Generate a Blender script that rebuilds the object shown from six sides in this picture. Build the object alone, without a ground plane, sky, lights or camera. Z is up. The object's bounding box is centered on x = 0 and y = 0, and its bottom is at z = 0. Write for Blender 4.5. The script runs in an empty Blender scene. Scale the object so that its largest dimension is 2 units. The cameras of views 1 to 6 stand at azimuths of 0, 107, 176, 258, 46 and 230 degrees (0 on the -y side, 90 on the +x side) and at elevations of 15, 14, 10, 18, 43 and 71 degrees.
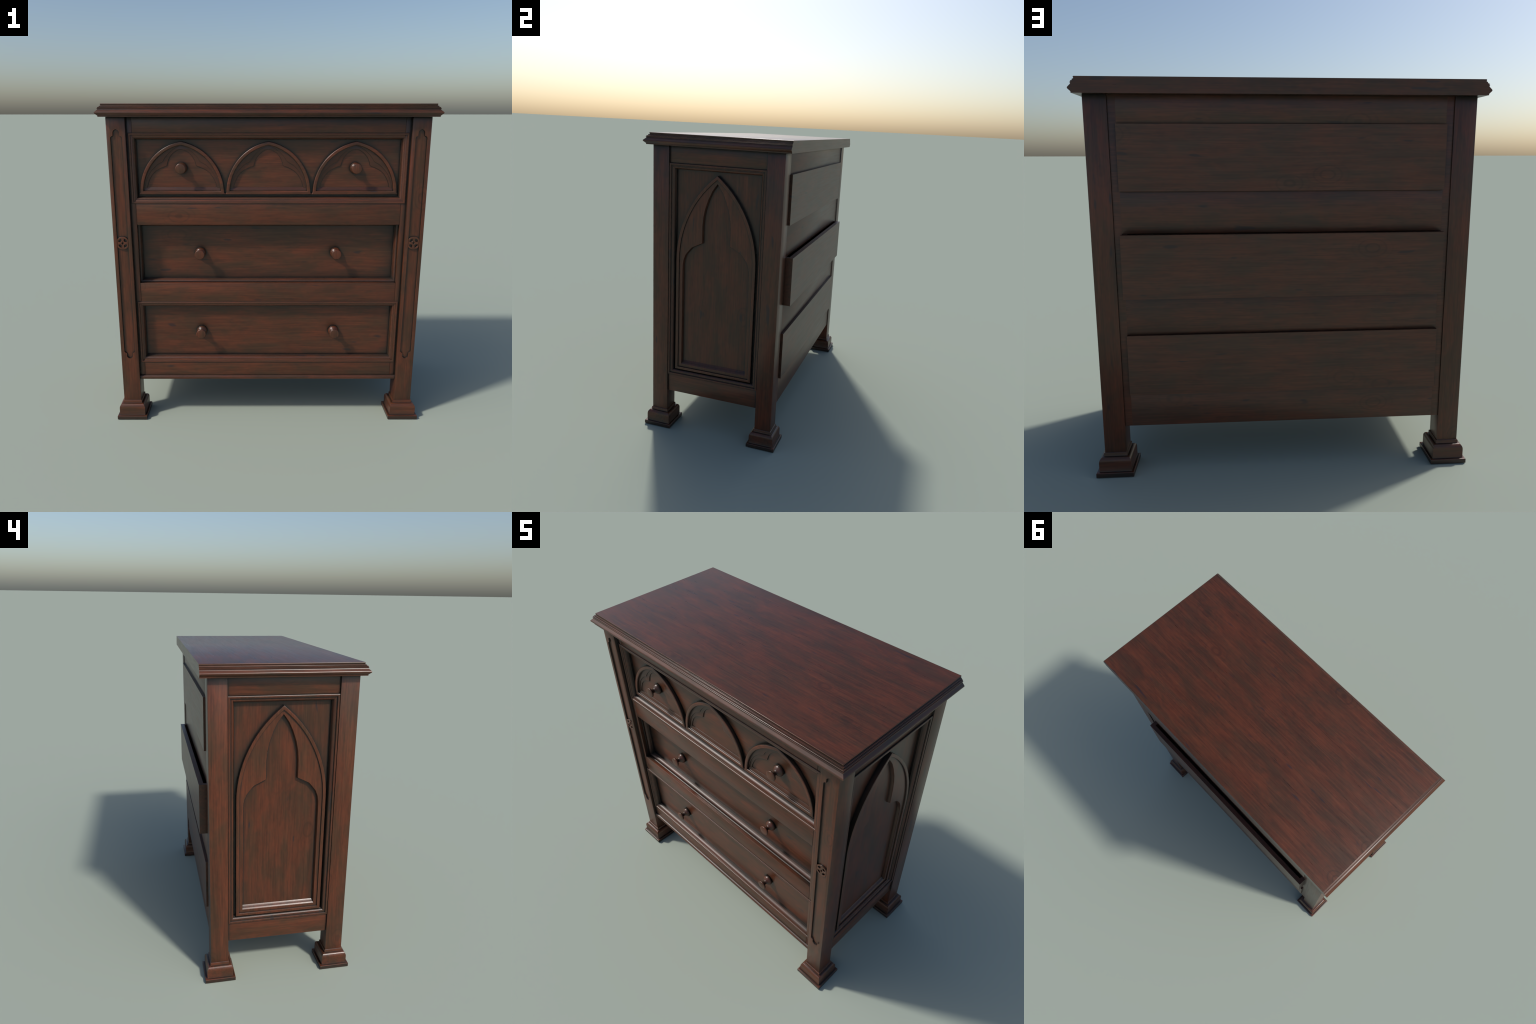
"""Carved oak chest of three drawers: square posts on moulded feet, pointed-arch
tracery on the sides and on the top drawer, turned knobs, moulded top."""
import bpy, bmesh, math
from mathutils import Vector

# ------------------------------------------------------------------ sizes (m)
LEG_X, LEG_Y, LEG_R = 0.8865, 0.3780, 0.0552      # post centres and half width
SLAB_Z = 1.9265                                   # underside of the top
RAIL_Y, BACK_Y = -0.4125, 0.4262                  # front rails / carcass back
STRIP_X = 0.7985                                  # inner edge of the side boards
BASE_Z = 0.262
DRAWER_Z = {"top": 1.6280, "middle": 1.1035, "bottom": 0.5893}
DRAWER_SHIFT = {"top": 0.0, "middle": 0.033, "bottom": 0.0}
FRONT_PANEL_Y = -0.3720
SIDE_PANEL_X, SIDE_RAIL_X = 0.8990, 0.9320

# ------------------------------------------------------------------ materials
def wood(name, axis, red=(0.114, 0.0275, 0.0102), brown=(0.060, 0.0240, 0.0102), gain=1.0,
         rough=0.315, shade_dist=0.120, shade_gain=1.0, knots=1.0, swap=False):
    m = bpy.data.materials.new(name)
    m.use_nodes = True
    nt = m.node_tree
    N, L = nt.nodes, nt.links
    bsdf = N["Principled BSDF"]

    def node(kind, **kw):
        n = N.new(kind)
        for k, v in kw.items():
            setattr(n, k, v)
        return n

    def put(sock, v):
        if hasattr(v, "links"):
            L.new(v, sock)
        else:
            sock.default_value = v

    def math_(op, a, b=0.0, c=0.0, clamp=False):
        n = node("ShaderNodeMath", operation=op, use_clamp=clamp)
        put(n.inputs[0], a); put(n.inputs[1], b); put(n.inputs[2], c)
        return n.outputs[0]

    def vmul(a, b):
        n = node("ShaderNodeVectorMath", operation="MULTIPLY")
        put(n.inputs[0], a); put(n.inputs[1], b)
        return n.outputs[0]

    def noise(vec, scale, detail=3.0, rough_=0.55, dist=0.0):
        n = node("ShaderNodeTexNoise")
        put(n.inputs["Vector"], vec)
        n.inputs["Scale"].default_value = scale
        n.inputs["Detail"].default_value = detail
        n.inputs["Roughness"].default_value = rough_
        n.inputs["Distortion"].default_value = dist
        return n.outputs["Fac"]

    def smooth(v, lo, hi, a=0.0, b=1.0):
        n = node("ShaderNodeMapRange", interpolation_type="SMOOTHSTEP")
        put(n.inputs["Value"], v)
        for k, x in (("From Min", lo), ("From Max", hi), ("To Min", a), ("To Max", b)):
            n.inputs[k].default_value = x
        return n.outputs["Result"]

    def mix(f, a, b, blend="MIX"):
        n = node("ShaderNodeMix", data_type="RGBA", blend_type=blend)
        put(n.inputs["Factor"], f)
        put(n.inputs["A"], a if hasattr(a, "links") else (*a, 1))
        put(n.inputs["B"], b if hasattr(b, "links") else (*b, 1))
        return n.outputs["Result"]

    tc = node("ShaderNodeTexCoord").outputs["Object"]
    rnd = node("ShaderNodeObjectInfo").outputs["Random"]
    off = node("ShaderNodeVectorMath", operation="SCALE")
    off.inputs[0].default_value = (7.3, 11.9, 5.1)
    put(off.inputs["Scale"], rnd)
    add = node("ShaderNodeVectorMath", operation="ADD")
    put(add.inputs[0], tc); put(add.inputs[1], off.outputs[0])
    sep, comb = node("ShaderNodeSeparateXYZ"), node("ShaderNodeCombineXYZ")
    put(sep.inputs[0], add.outputs[0])
    order = {"X": "XYZ", "Y": "YXZ", "Z": "ZXY"}[axis]
    for i, a in enumerate(order):
        L.new(sep.outputs[a], comb.inputs[i])
    p = comb.outputs[0]                           # first axis runs along the grain
    if swap:                                      # mouldings on the ends run front to back
        geo = node("ShaderNodeNewGeometry")
        ns = node("ShaderNodeSeparateXYZ"); put(ns.inputs[0], geo.outputs["True Normal"])
        c2 = node("ShaderNodeCombineXYZ")
        for i, a in enumerate("YXZ"):
            L.new(sep.outputs[a], c2.inputs[i])
        sw = node("ShaderNodeMix", data_type="VECTOR")
        put(sw.inputs["Factor"], math_("GREATER_THAN", math_("ABSOLUTE", ns.outputs["X"]), 0.3))
        put(sw.inputs[4], p); put(sw.inputs[5], c2.outputs[0])
        p = sw.outputs[1]

    # gentle waviness of the grain
    wn = node("ShaderNodeTexNoise"); put(wn.inputs["Vector"], vmul(p, (1.6, 3.0, 3.0)))
    wn.inputs["Scale"].default_value = 1.0; wn.inputs["Detail"].default_value = 1.0
    sub = node("ShaderNodeVectorMath", operation="MULTIPLY_ADD")
    put(sub.inputs[0], wn.outputs["Color"])
    sub.inputs[1].default_value = (0.022, 0.022, 0.022)
    put(sub.inputs[2], p)
    q = sub.outputs[0]

    patch = smooth(noise(vmul(q, (0.34, 1.0, 1.0)), 12.0, 5.0, 0.66, 0.25), 0.33, 0.67)
    streak = noise(vmul(q, (0.045, 1.0, 1.0)), 85.0, 4.0, 0.6)
    fine = noise(vmul(q, (0.018, 1.0, 1.0)), 300.0, 2.0, 0.5)
    mottle = noise(vmul(q, (0.34, 1.0, 1.0)), 24.0, 4.0, 0.64)
    tick = smooth(noise(vmul(q, (0.20, 1.0, 1.0)), 31.0, 1.0, 0.4), 0.715, 0.785)
    pores = smooth(noise(vmul(q, (0.6, 1.0, 1.0)), 120.0, 1.0, 0.4), 0.80, 0.86)

    col = mix(patch, brown, red)
    col = mix(smooth(mottle, 0.44, 0.74, 0.0, 0.46), col, tuple(0.62 * b for b in brown))
    f = math_("MULTIPLY", smooth(streak, 0.28, 0.72, 0.80, 1.18), smooth(fine, 0.25, 0.75, 0.84, 1.16))
    g = node("ShaderNodeVectorMath", operation="SCALE")
    put(g.inputs[0], col); put(g.inputs["Scale"], math_("MULTIPLY", f, gain))
    col = g.outputs[0]

    # knots: elliptical rings round scattered centres
    vor = node("ShaderNodeTexVoronoi", feature="F1")
    put(vor.inputs["Vector"], vmul(q, (0.62, 1.0, 1.0))); vor.inputs["Scale"].default_value = 3.3
    d = vor.outputs["Distance"]
    ring = math_("SINE", math_("MULTIPLY", d, 95.0))
    kmask = smooth(d, 0.05, 0.30, 1.0, 0.0)
    col = mix(math_("MULTIPLY", math_("MULTIPLY", kmask, smooth(ring, 0.2, 1.0)), 0.38 * knots),
              col, tuple(0.35 * b for b in brown))
    col = mix(math_("MULTIPLY", tick, 0.70), col, (0.017, 0.013, 0.016))
    col = mix(math_("MULTIPLY", pores, 0.7), col, (0.018, 0.010, 0.008))

    # occlusion shade painted into the colour of recesses; wood rubbed on the arrises
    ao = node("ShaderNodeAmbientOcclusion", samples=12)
    ao.inputs["Distance"].default_value = shade_dist
    recess_shade = smooth(math_("ADD", ao.outputs["AO"], math_("MULTIPLY", math_("SUBTRACT", mottle, 0.5), 0.25)),
                   0.46, 0.965, 0.96 * shade_gain, 0.0)
    col = mix(recess_shade, col, (0.0150, 0.0130, 0.0104))
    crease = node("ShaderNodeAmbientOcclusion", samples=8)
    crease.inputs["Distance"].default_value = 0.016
    col = mix(smooth(crease.outputs["AO"], 0.42, 0.92, 0.85 * shade_gain, 0.0), col, (0.0090, 0.0078, 0.0066))  # contact shade of tight creases, also painted into the base colour
    edge = node("ShaderNodeAmbientOcclusion", samples=6, inside=True)
    edge.inputs["Distance"].default_value = 0.012
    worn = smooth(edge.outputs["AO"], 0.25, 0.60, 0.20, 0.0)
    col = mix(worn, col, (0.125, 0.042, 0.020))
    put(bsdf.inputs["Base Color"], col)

    r = math_("ADD", rough - 0.06, math_("MULTIPLY", streak, 0.16))
    put(bsdf.inputs["Roughness"], r)
    bsdf.inputs["Specular IOR Level"].default_value = 0.5
    bump = node("ShaderNodeBump")
    bump.inputs["Strength"].default_value = 0.07
    bump.inputs["Distance"].default_value = 0.0012
    h = math_("ADD", math_("MULTIPLY", fine, 0.6),
              math_("SUBTRACT", streak, math_("MULTIPLY", tick, 0.6)))
    put(bump.inputs["Height"], h)
    put(bsdf.inputs["Normal"], bump.outputs["Normal"])
    return m


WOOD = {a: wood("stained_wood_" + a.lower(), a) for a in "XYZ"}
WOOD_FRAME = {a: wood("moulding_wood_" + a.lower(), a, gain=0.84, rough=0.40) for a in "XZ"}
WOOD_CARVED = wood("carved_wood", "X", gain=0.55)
WOOD_PANEL = wood("panel_wood", "Z", gain=0.88, shade_dist=0.16)
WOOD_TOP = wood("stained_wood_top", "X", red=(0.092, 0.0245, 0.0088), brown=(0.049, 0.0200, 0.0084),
                rough=0.285, shade_gain=0.8, knots=1.3, swap=True)
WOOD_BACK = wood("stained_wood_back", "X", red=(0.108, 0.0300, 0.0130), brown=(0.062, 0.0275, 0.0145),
                 rough=0.34, shade_gain=0.28)

# ------------------------------------------------------------------ mesh helpers
ROOT = bpy.data.objects.new("chest_of_drawers", None)
bpy.context.scene.collection.objects.link(ROOT)
ROOT["label"] = "dark stained wooden chest of three drawers with carved pointed arches"
ROOT["category"] = "chest of drawers"


def obj_from_bm(name, bm, mat, parent=ROOT, angle=32, location=None):
    bmesh.ops.recalc_face_normals(bm, faces=bm.faces)
    me = bpy.data.meshes.new(name)
    bm.to_mesh(me)
    bm.free()
    me.polygons.foreach_set("use_smooth", [True] * len(me.polygons))
    me.set_sharp_from_angle(angle=math.radians(angle))
    me.materials.append(mat)
    return add_obj(name, me, parent, location)


def add_obj(name, me, parent=ROOT, location=None):
    ob = bpy.data.objects.new(name, me)
    bpy.context.scene.collection.objects.link(ob)
    ob.parent = parent
    if location is not None:
        ob.location = location
    return ob


def add_box(bm, x0, x1, y0, y1, z0, z1, bevel=0.0):
    vs = [bm.verts.new((x, y, z)) for x in (x0, x1) for y in (y0, y1) for z in (z0, z1)]
    fs = [bm.faces.new([vs[i] for i in f]) for f in
          ((0, 1, 3, 2), (4, 6, 7, 5), (0, 4, 5, 1), (2, 3, 7, 6), (0, 2, 6, 4), (1, 5, 7, 3))]
    if bevel:
        es = list({e for f in fs for e in f.edges})
        bmesh.ops.bevel(bm, geom=es, offset=bevel, segments=2, affect="EDGES", profile=0.5)


def box(name, dims, mat, parent=ROOT, bevel=0.0015):
    bm = bmesh.new()
    add_box(bm, *dims, bevel=bevel)
    return obj_from_bm(name, bm, mat, parent)


def loft(bm, loops, caps=True, closed=False):
    """Quads between equally long vertex loops."""
    rows = [[bm.verts.new(p) for p in lp] for lp in loops]
    pairs = list(zip(rows, rows[1:])) + ([(rows[-1], rows[0])] if closed else [])
    for a, b in pairs:
        n = len(a)
        for i in range(n):
            bm.faces.new((a[i], a[(i + 1) % n], b[(i + 1) % n], b[i]))
    if caps and not closed:
        bm.faces.new(rows[0][::-1])
        bm.faces.new(rows[-1])


def rect_frame(bm, u0, u1, w0, w1, profile, place):
    """Sweep a closed (inset, height) profile round a rectangle, corners mitred."""
    loops = [[place(u0 + t, w0 + t, h) for t, h in profile],
             [place(u1 - t, w0 + t, h) for t, h in profile],
             [place(u1 - t, w1 - t, h) for t, h in profile],
             [place(u0 + t, w1 - t, h) for t, h in profile]]
    loft(bm, loops, closed=True)


def add_prism(bm, contours, h0, h1, place, bevel=0.0, seg=2):
    """Fill nested outlines (holes allowed), give them thickness h0..h1 and soft edges."""
    cu = bpy.data.curves.new("outline", "CURVE")
    cu.dimensions, cu.fill_mode = "2D", "BOTH"
    cu.extrude = (h1 - h0) / 2 - bevel
    cu.bevel_depth, cu.bevel_resolution, cu.offset = bevel, seg, -bevel
    for c in contours:
        s = cu.splines.new("POLY")
        s.points.add(len(c) - 1)
        for pt, (u, w) in zip(s.points, c):
            pt.co = (u, w, 0, 1)
        s.use_cyclic_u = True
    ob = bpy.data.objects.new("outline", cu)
    bpy.context.scene.collection.objects.link(ob)
    bpy.context.view_layer.update()
    me = bpy.data.meshes.new_from_object(ob.evaluated_get(bpy.context.evaluated_depsgraph_get()))
    tmp = bmesh.new()
    tmp.from_mesh(me)
    bmesh.ops.remove_doubles(tmp, verts=tmp.verts, dist=1e-5)
    mid = (h0 + h1) / 2
    new = {v: bm.verts.new(place(v.co.x, v.co.y, v.co.z + mid)) for v in tmp.verts}
    for f in tmp.faces:
        bm.faces.new([new[v] for v in f.verts])
    tmp.free()
    bpy.data.meshes.remove(me)
    bpy.data.objects.remove(ob)
    bpy.data.curves.remove(cu)


def mirror_path(right):
    """Close a half outline (apex first, going down the right side) with its mirror image."""
    left = [(-u, w) for u, w in reversed(right) if abs(u) > 1e-6]
    return list(right) + left


def arc_right(half, rise, spring, inset=0.0, n=14):
    """Right half of a two-centred pointed arch, apex first."""
    a = (rise * rise - half * half) / (2 * half)
    r = half + a - inset
    top = math.acos(a / r)
    return [(max(0.0, r * math.cos(top * (1 - i / n)) - a), spring + r * math.sin(top * (1 - i / n)))
            for i in range(n + 1)]


def inset_poly(pts, dist):
    """Offset a clockwise outline inwards; dist(edge_start, edge_end) per edge."""
    out, n = [], len(pts)
    for i in range(n):
        a, b, c = Vector(pts[i - 1]), Vector(pts[i]), Vector(pts[(i + 1) % n])
        d1, d2 = (b - a).normalized(), (c - b).normalized()
        n1, n2 = Vector((d1.y, -d1.x)), Vector((d2.y, -d2.x))
        k1, k2 = dist(a, b), dist(b, c)
        den = d1.x * d2.y - d1.y * d2.x
        if abs(den) < 0.02:
            out.append(b + n1 * k1)
        else:
            p1, p2 = b + n1 * k1, b + n2 * k2
            t = ((p2.x - p1.x) * d2.y - (p2.y - p1.y) * d2.x) / den
            out.append(p1 + d1 * t)
    return [tuple(v) for v in out]


# inset, height above the panel: bead, quirk, then an ovolo running down to the panel
FRAME_FRONT = [(0.0, 0.0355), (0.0012, 0.0385), (0.0038, 0.0400), (0.0095, 0.0400), (0.0128, 0.0388),
               (0.0146, 0.0360), (0.0152, 0.0318), (0.0212, 0.0312), (0.0222, 0.0330), (0.0260, 0.0322),
               (0.0300, 0.0296), (0.0340, 0.0248), (0.0368, 0.0188), (0.0380, 0.0130), (0.0392, 0.0118)]


def frame_profile(scale, lip):
    pts = [(t, h * scale) for t, h in FRAME_FRONT]
    pts.append((0.0392, -0.002))
    pts += [(0.0262, -0.002), (0.0258, 0.033 * scale - 0.004), (0.0, 0.033 * scale)] if lip else [(0.0, -0.002)]
    return pts


# ------------------------------------------------------------------ moulded top
def build_top():
    prof = [(0.0, 2.0), (0.0012, 1.9997), (0.0025, 1.9988), (0.0034, 1.9972), (0.0034, 1.9952), (0.0022, 1.9930), (0.0020, 1.9900),
            (0.0078, 1.9872), (0.0092, 1.9856), (0.0092, 1.9828), (0.0086, 1.9818), (0.0145, 1.9812), (0.0163, 1.9800), (0.0168, 1.9778),
            (0.0158, 1.9758), (0.0188, 1.9747), (0.0200, 1.9732), (0.0194, 1.9714), (0.0174, 1.9702), (0.0176, 1.9664),
            (0.0196, 1.9642), (0.0290, 1.9552), (0.0316, 1.9525), (0.0328, 1.9500), (0.0328, 1.9476), (0.0314, 1.9450), (0.0200, 1.9345),
            (0.0182, 1.9330), (0.0180, SLAB_Z)]
    x, yf, yb = 0.9590, 0.4463, 0.4787
    bm = bmesh.new()
    loft(bm, [[(-x - o, -yf - o, z), (x + o, -yf - o, z), (x + o, yb, z), (-x - o, yb, z)] for o, z in prof])
    obj_from_bm("tabletop", bm, WOOD_TOP, angle=42)


# ------------------------------------------------------------------ legs and feet
GROOVE = [(0.0, 1.8560), (0.0080, 1.8520), (0.0140, 1.8465), (0.0168, 1.8415), (0.0174, 1.8190),
          (0.0255, 1.8155), (0.0300, 1.8125), (0.0325, 1.8080),
          (0.0325, 0.4660), (0.0300, 0.4615), (0.0255, 0.4580), (0.0176, 0.4540), (0.0170, 0.4320),
          (0.0140, 0.4260), (0.0080, 0.4210), (0.0, 0.4180)]


def groove_outline():
    left = [(-u, w) for u, w in reversed(GROOVE) if u > 1e-6]
    return GROOVE + left


def build_legs():
    # foot: square plinth, block, ovolo and neck, in (half width, height)
    foot = [(0.0950, 0.0), (0.0960, 0.0012), (0.0960, 0.0225), (0.0948, 0.0245), (0.0925, 0.0256), (0.0835, 0.0262), (0.0824, 0.0285),
            (0.0824, 0.0700)]
    for i in range(1, 8):
        a = math.pi / 2 * i / 8
        foot.append((0.0635 + 0.0189 * math.cos(a), 0.0735 + 0.0270 * math.sin(a)))
    foot += [(0.0628, 0.1010), (0.0606, 0.1018), (0.0600, 0.1030), (0.0600, 0.1155), (0.0590, 0.1180), (0.0548, 0.1205), (0.0540, 0.1215)]
    bm = bmesh.new()
    loft(bm, [[(-r, -r, z), (r, -r, z), (r, r, z), (-r, r, z)] for r, z in foot])
    foot_me = obj_from_bm("foot", bm, WOOD["X"], None, angle=28)
    foot_data = foot_me.data
    bpy.data.objects.remove(foot_me)

    def post(front):
        bm = bmesh.new()
        add_box(bm, -LEG_R, LEG_R, -LEG_R, LEG_R, 0.1190, SLAB_Z - 0.0004, 0.002)
        ob = obj_from_bm("leg", bm, WOOD["Z"], None)
        if front:
            cb = bmesh.new()
            out = inset_poly(groove_outline(), lambda a, b: -0.0016)
            far = inset_poly(groove_outline(), lambda a, b: -0.0050)
            loft(cb, [[(u, y, w) for u, w in lp] for lp, y in
                      ((groove_outline(), -LEG_R + 0.0085), (out, -LEG_R), (far, -LEG_R - 0.01))])
            cut = obj_from_bm("cutter", cb, WOOD["Z"], None)
            mod = ob.modifiers.new("groove", "BOOLEAN")
            mod.operation, mod.solver, mod.object = "DIFFERENCE", "EXACT", cut
            bpy.context.view_layer.update()
            me = bpy.data.meshes.new_from_object(ob.evaluated_get(bpy.context.evaluated_depsgraph_get()))
            me.polygons.foreach_set("use_smooth", [True] * len(me.polygons))
            me.set_sharp_from_angle(angle=math.radians(30))
            bpy.data.objects.remove(cut)
        else:
            me = ob.data.copy()
        me.name = "leg"
        bpy.data.objects.remove(ob)
        return me

    # rosette: clipped disc with four pierced quarters and a pointed centre
    def disc(r, clip, n=48):
        return [(max(-clip, min(clip, r * math.cos(2 * math.pi * i / n))), r * math.sin(2 * math.pi * i / n)) for i in range(n)]
    holes = []
    for sx, sz in ((1, 1), (-1, 1), (-1, -1), (1, -1)):
        arc = [(min(0.0262, 0.0298 * math.cos(t)), 0.0298 * math.sin(t)) for t in (0.30 + 0.97 * i / 6 for i in range(7))]
        pts = [(0.0070, 0.0140), (0.0105, 0.0105), (0.0140, 0.0072)] + arc
        holes.append([(sx * u, sz * w) for u, w in pts])
    star = [(0.0, 0.0105), (0.0030, 0.0034), (0.0088, 0.0), (0.0030, -0.0034), (0.0, -0.0105), (-0.0030, -0.0034), (-0.0088, 0.0), (-0.0030, 0.0034)]
    rb = bmesh.new()
    add_prism(rb, [disc(0.0402, 0.0322)] + holes + [star], 0.0, 0.0092,
              lambda u, w, h: (u, -LEG_R + 0.0090 - h, w), bevel=0.0012)
    ros = obj_from_bm("rosette", rb, WOOD["Z"], None)
    ros_data = ros.data
    bpy.data.objects.remove(ros)

    data = {True: post(True), False: post(False)}
    for sy in (-1, 1):
        for sx in (-1, 1):
            leg = add_obj("leg", data[sy < 0], ROOT, (sx * LEG_X, sy * LEG_Y, 0))
            add_obj("foot", foot_data, leg)
            if sy < 0:
                add_obj("rosette", ros_data, leg, (0, 0, 1.1805))


# ------------------------------------------------------------------ carcass
def build_carcass():
    back, front = 0.394, -0.3870
    for s in (-1, 1):
        for y0, y1, inner in ((RAIL_Y + 0.0012, front, STRIP_X), (back, BACK_Y + 0.0006, STRIP_X - 0.0046)):
            a, b = sorted((s * inner, s * (LEG_X - LEG_R + 0.004)))
            box("side_board", (a, b, y0, y1, BASE_Z + 0.0006, SLAB_Z), WOOD["Z"] if y0 < 0 else WOOD_BACK, bevel=0.0012)
    w = STRIP_X - 0.0006
    for z0, z1 in ((1.812, SLAB_Z), (1.2900, 1.4430), (0.7735, 0.9203), (BASE_Z + 0.002, 0.4060)):
        box("front_rail", (-w, w, RAIL_Y, front, z0, z1), WOOD["X"], bevel=0.0022)
    # rounded lip along the foot of the bottom rail
    bm = bmesh.new()
    lip = [(-0.4100, 0.2655), (-0.4205, 0.2655), (-0.4230, 0.2680), (-0.4236, 0.2800), (-0.4222, 0.2850),
           (-0.4190, 0.2880), (-0.4140, 0.2900), (-0.4100, 0.2905)]
    loft(bm, [[(x, y, z) for y, z in lip] for x in (-0.8318, 0.8318)])
    obj_from_bm("rail_lip", bm, WOOD_FRAME["X"])
    edges = [BASE_Z, DRAWER_Z["bottom"] - 0.1503, DRAWER_Z["bottom"] + 0.1660, DRAWER_Z["middle"] - 0.1503,
             DRAWER_Z["middle"] + 0.1660, DRAWER_Z["top"] - 0.1503, DRAWER_Z["top"] + 0.1648, SLAB_Z]
    for z0, z1 in zip(edges[::2], edges[1::2]):
        box("back_rail", (-w, w, back, BACK_Y, z0, z1), WOOD_BACK)
    box("base_board", (-0.84, 0.84, front + 0.001, back - 0.001, BASE_Z + 0.006, BASE_Z + 0.026), WOOD_BACK)


# ------------------------------------------------------------------ sides
SIDE_FOIL = [(0.0, 1.7110), (0.0120, 1.6960), (0.0355, 1.6620), (0.0595, 1.6110), (0.0810, 1.5470), (0.0925, 1.4900),
             (0.0970, 1.4340), (0.0975, 1.3800), (0.0968, 1.3265), (0.1335, 1.3080), (0.1685, 1.2905), (0.1890, 1.2665),
             (0.2110, 1.2385), (0.2250, 1.2030), (0.2305, 1.1690), (0.2312, 1.1200), (0.2312, 0.4704)]


def build_side(s):
    def place(u, w, h):
        return (s * (SIDE_PANEL_X + h), u, w)
    y = LEG_Y - LEG_R + 0.0002
    x0, x1 = sorted((s * 0.870, s * SIDE_PANEL_X))
    panel = box("side_panel", (x0, x1, -y - 0.003, y + 0.003, 0.30, 1.90), WOOD_PANEL, bevel=0)
    z0, z1 = 0.3873, 1.8209
    x0, x1 = sorted((s * 0.872, s * SIDE_RAIL_X))
    box("side_rail", (x0, x1, -y - 0.002, y + 0.002, z1, SLAB_Z), WOOD["Y"], panel, bevel=0.001)
    box("side_rail", (x0, x1, -y - 0.002, y + 0.002, 0.2640, z0), WOOD["Y"], panel, bevel=0.001)
    bm = bmesh.new()
    rect_frame(bm, -y, y, z0, z1, frame_profile(1.0, False), place)
    obj_from_bm("frame_moulding", bm, WOOD_FRAME["Z"], panel, angle=24)

    spring, rise, half = 1.200, 0.560, 0.2725
    outer = mirror_path(arc_right(half, rise, spring, 0.0) + [(half, 0.4316)])
    inner = mirror_path(arc_right(half, rise, spring, 0.0190) + [(half - 0.0190, 0.4495)])
    mid = mirror_path(arc_right(half, rise, spring, 0.0120) + [(half - 0.0120, 0.4400)])
    bm = bmesh.new()
    add_prism(bm, [outer, inner], -0.001, 0.0280, place, bevel=0.0020)
    obj_from_bm("arch_moulding", bm, WOOD["Z"], panel)

    foil = mirror_path(SIDE_FOIL)
    deep = inset_poly(foil, lambda a, b: 0.0225 if abs(a.y - b.y) < 1e-4 and a.y < 0.6 else 0.0062)
    step = [tuple(Vector(a).lerp(Vector(b), 0.40)) for a, b in zip(foil, deep)]
    bm = bmesh.new()
    add_prism(bm, [mid, foil], 0.0, 0.0203, place)
    loft(bm, [[place(u, w, h) for u, w in lp] for lp, h in
              ((foil, 0.0204), (inset_poly(foil, lambda a, b: 0.0010), 0.0198), (step, 0.0128),
               (inset_poly(step, lambda a, b: 0.0006), 0.0115), (deep, 0.0006), (deep, -0.001))], caps=False)
    obj_from_bm("tracery", bm, WOOD["Z"], panel)


# ------------------------------------------------------------------ drawers
FOIL_A = [(0.0, 1.7630), (0.0280, 1.7515), (0.0500, 1.7375), (0.0710, 1.7195), (0.0890, 1.7010), (0.1010, 1.6860), (0.1085, 1.6715), (0.1135, 1.6660),
          (0.1400, 1.6520), (0.1570, 1.6385), (0.1710, 1.6240), (0.1850, 1.6085), (0.1970, 1.5905), (0.2085, 1.5700), (0.2175, 1.5480), (0.2290, 1.5070), (0.2310, 1.4965)]
FOIL_B = [(0.0, 1.7404), (0.0160, 1.7365), (0.0300, 1.7305), (0.0460, 1.7190), (0.0590, 1.7067), (0.0700, 1.6930), (0.0785, 1.6775), (0.0845, 1.6600), (0.0873, 1.6460),
          (0.0905, 1.6405), (0.1080, 1.6360), (0.1240, 1.6295), (0.1400, 1.6215), (0.1555, 1.6115), (0.1690, 1.5990), (0.1820, 1.5835), (0.1930, 1.5645), (0.2020, 1.5440), (0.2095, 1.5205),
          (0.2140, 1.4975)]


def knob_mesh():
    prof = [(0.0, 0.0), (0.0225, 0.0), (0.0300, 0.0020), (0.0333, 0.0060), (0.0340, 0.0110), (0.0325, 0.0168), (0.0285, 0.0226), (0.0228, 0.0278),
            (0.0165, 0.0320), (0.0132, 0.0360), (0.0122, 0.0410), (0.0128, 0.0462), (0.0150, 0.0510), (0.0196, 0.0553), (0.0258, 0.0585), (0.0297, 0.0616), (0.0311, 0.0648),
            (0.0308, 0.0682), (0.0286, 0.0707), (0.0250, 0.0717), (0.0, 0.0722)]
    bm = bmesh.new()
    n = 40
    rows = []
    for r, y in prof:
        if r == 0:
            rows.append([bm.verts.new((0, -y, 0))])
        else:
            rows.append([bm.verts.new((r * math.cos(2 * math.pi * i / n), -y, r * math.sin(2 * math.pi * i / n))) for i in range(n)])
    for a, b in zip(rows, rows[1:]):
        for i in range(n):
            j = (i + 1) % n
            q = [a[0] if len(a) == 1 else a[i], *([] if len(a) == 1 else [a[j]]), *([b[0]] if len(b) == 1 else [b[j], b[i]])]
            bm.faces.new(q)
    ob = obj_from_bm("knob", bm, WOOD["Z"], None, angle=50)
    me = ob.data
    bpy.data.objects.remove(ob)
    return me


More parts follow.
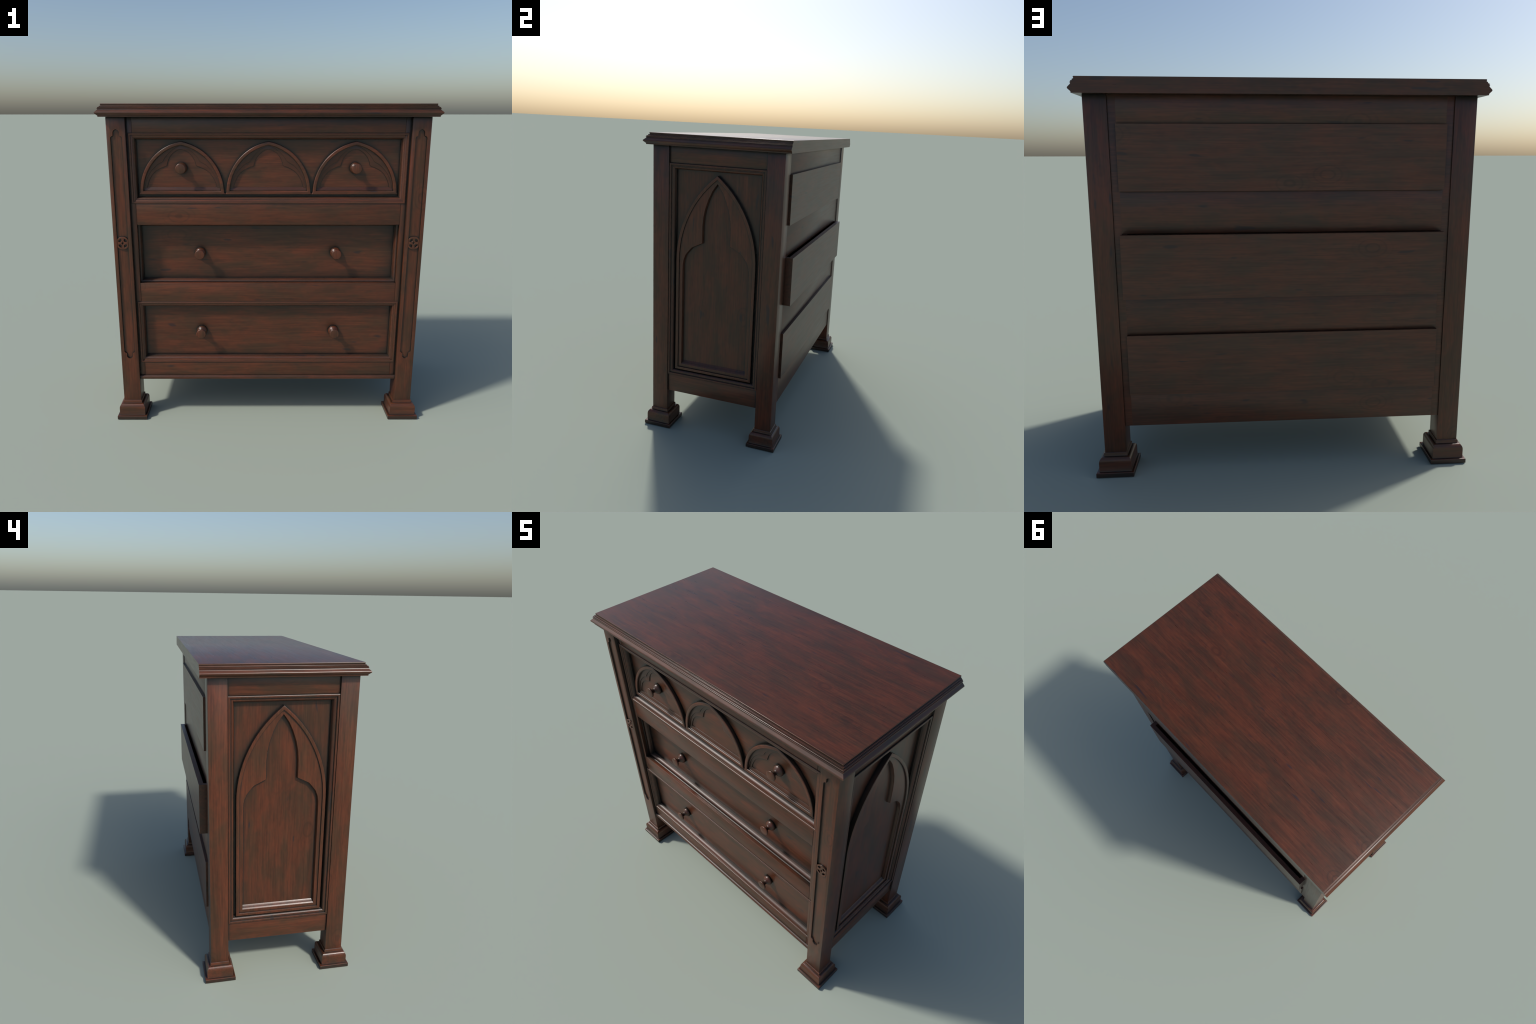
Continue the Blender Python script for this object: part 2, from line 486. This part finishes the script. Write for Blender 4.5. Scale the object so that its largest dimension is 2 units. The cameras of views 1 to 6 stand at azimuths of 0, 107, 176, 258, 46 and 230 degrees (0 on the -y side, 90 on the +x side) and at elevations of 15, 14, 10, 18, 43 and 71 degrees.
def build_drawers():
    knob = knob_mesh()
    fz = 0.2084                                   # half height of a drawer front
    scale = 1.125

    def place(u, w, h):
        return (u, FRONT_PANEL_Y - h, w)

    bm = bmesh.new()
    rect_frame(bm, -0.8226, 0.8226, -fz, fz, frame_profile(scale, True), place)
    tmp = obj_from_bm("frame_moulding", bm, WOOD_FRAME["X"], None, angle=24)
    frame_data = tmp.data
    bpy.data.objects.remove(tmp)

    bm = bmesh.new()                              # open box: sides, back and bottom
    hx, yb = 0.7950, 0.4425
    lo, hi = -0.1515, 0.1650
    add_box(bm, -hx, hx, yb - 0.0295, yb, lo, hi)
    for s in (-1, 1):
        a, b = sorted((s * hx, s * (hx - 0.028)))
        add_box(bm, a, b, FRONT_PANEL_Y + 0.0215, yb - 0.0295, lo, hi)
    add_box(bm, -hx + 0.029, hx - 0.029, FRONT_PANEL_Y + 0.0215, yb - 0.0302, lo + 0.01, lo + 0.022)
    tmp = obj_from_bm("drawer", bm, WOOD_BACK, None)
    box_data = tmp.data
    bpy.data.objects.remove(tmp)

    for key in ("top", "middle", "bottom"):
        zc = DRAWER_Z[key]
        dr = add_obj("drawer", box_data, ROOT, (0, DRAWER_SHIFT[key], zc))
        box("drawer_front", (-0.7975, 0.7975, FRONT_PANEL_Y, FRONT_PANEL_Y + 0.021, -0.183, 0.183), WOOD["X"], dr, bevel=0)
        add_obj("frame_moulding", frame_data, dr)
        kx = 0.5195 if key == "top" else 0.4235
        kz = {"top": 0.0022, "middle": -0.0035, "bottom": -0.0015}[key]
        for s in (-1, 1):
            add_obj("knob", knob, dr, (s * kx, FRONT_PANEL_Y + 0.0008, kz))
        if key != "top":
            continue
        def arch_place(u, w, h):
            return (u, FRONT_PANEL_Y - h, w - zc)
        half, rise, spring = 0.2540, 0.3065, 1.4800
        outer = mirror_path(arc_right(half, rise, spring, 0.0, 18)[:-1] + [(half, 1.4840), (0.2594, 1.4790), (0.2594, 1.4717)])
        inner = mirror_path(arc_right(half, rise, spring, 0.0215, 18)[:-1] + [(half - 0.0216, 1.4937)])
        # keep only the part of the inner arch above the bar
        inner = [(u, max(w, 1.4937)) for u, w in inner]
        mid = [(u * 0.965, w + (0.006 if w > 1.6 else -0.006)) for u, w in outer]
        bm = bmesh.new()
        add_prism(bm, [outer, inner], -0.001, 0.0222, arch_place, bevel=0.0056, seg=4)
        arch = obj_from_bm("arch_moulding", bm, WOOD["X"], dr, angle=40, location=(-0.5195, 0, 0))
        bm = bmesh.new()
        hood = mirror_path(arc_right(half, rise, spring, 0.0120, 18)[:-1] + [(half - 0.0120, 1.4850)])
        add_prism(bm, [hood, mirror_path(FOIL_A)], -0.001, 0.0088, arch_place, bevel=0.0010)
        bm_b = [hood, mirror_path(FOIL_B)]
        add_prism(bm, bm_b, -0.0012, 0.0046, arch_place, bevel=0.0010)
        sill = [(0.0, 1.4850), (0.0128, 1.4930), (0.0128, 1.4958), (0.0110, 1.4972), (0.0110, 1.4990), (0.0030, 1.5120), (0.0020, 1.5142), (-0.001, 1.5146)]
        loft(bm, [[arch_place(x, w, h) for h, w in sill] for x in (-0.2285, 0.2285)])
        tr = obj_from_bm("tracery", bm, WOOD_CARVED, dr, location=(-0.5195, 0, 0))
        for x in (0.0, 0.5195):
            add_obj("arch_moulding", arch.data, dr, (x, 0, 0))
            add_obj("tracery", tr.data, dr, (x, 0, 0))


build_top()
build_legs()
build_carcass()
build_side(-1)
build_side(1)
build_drawers()
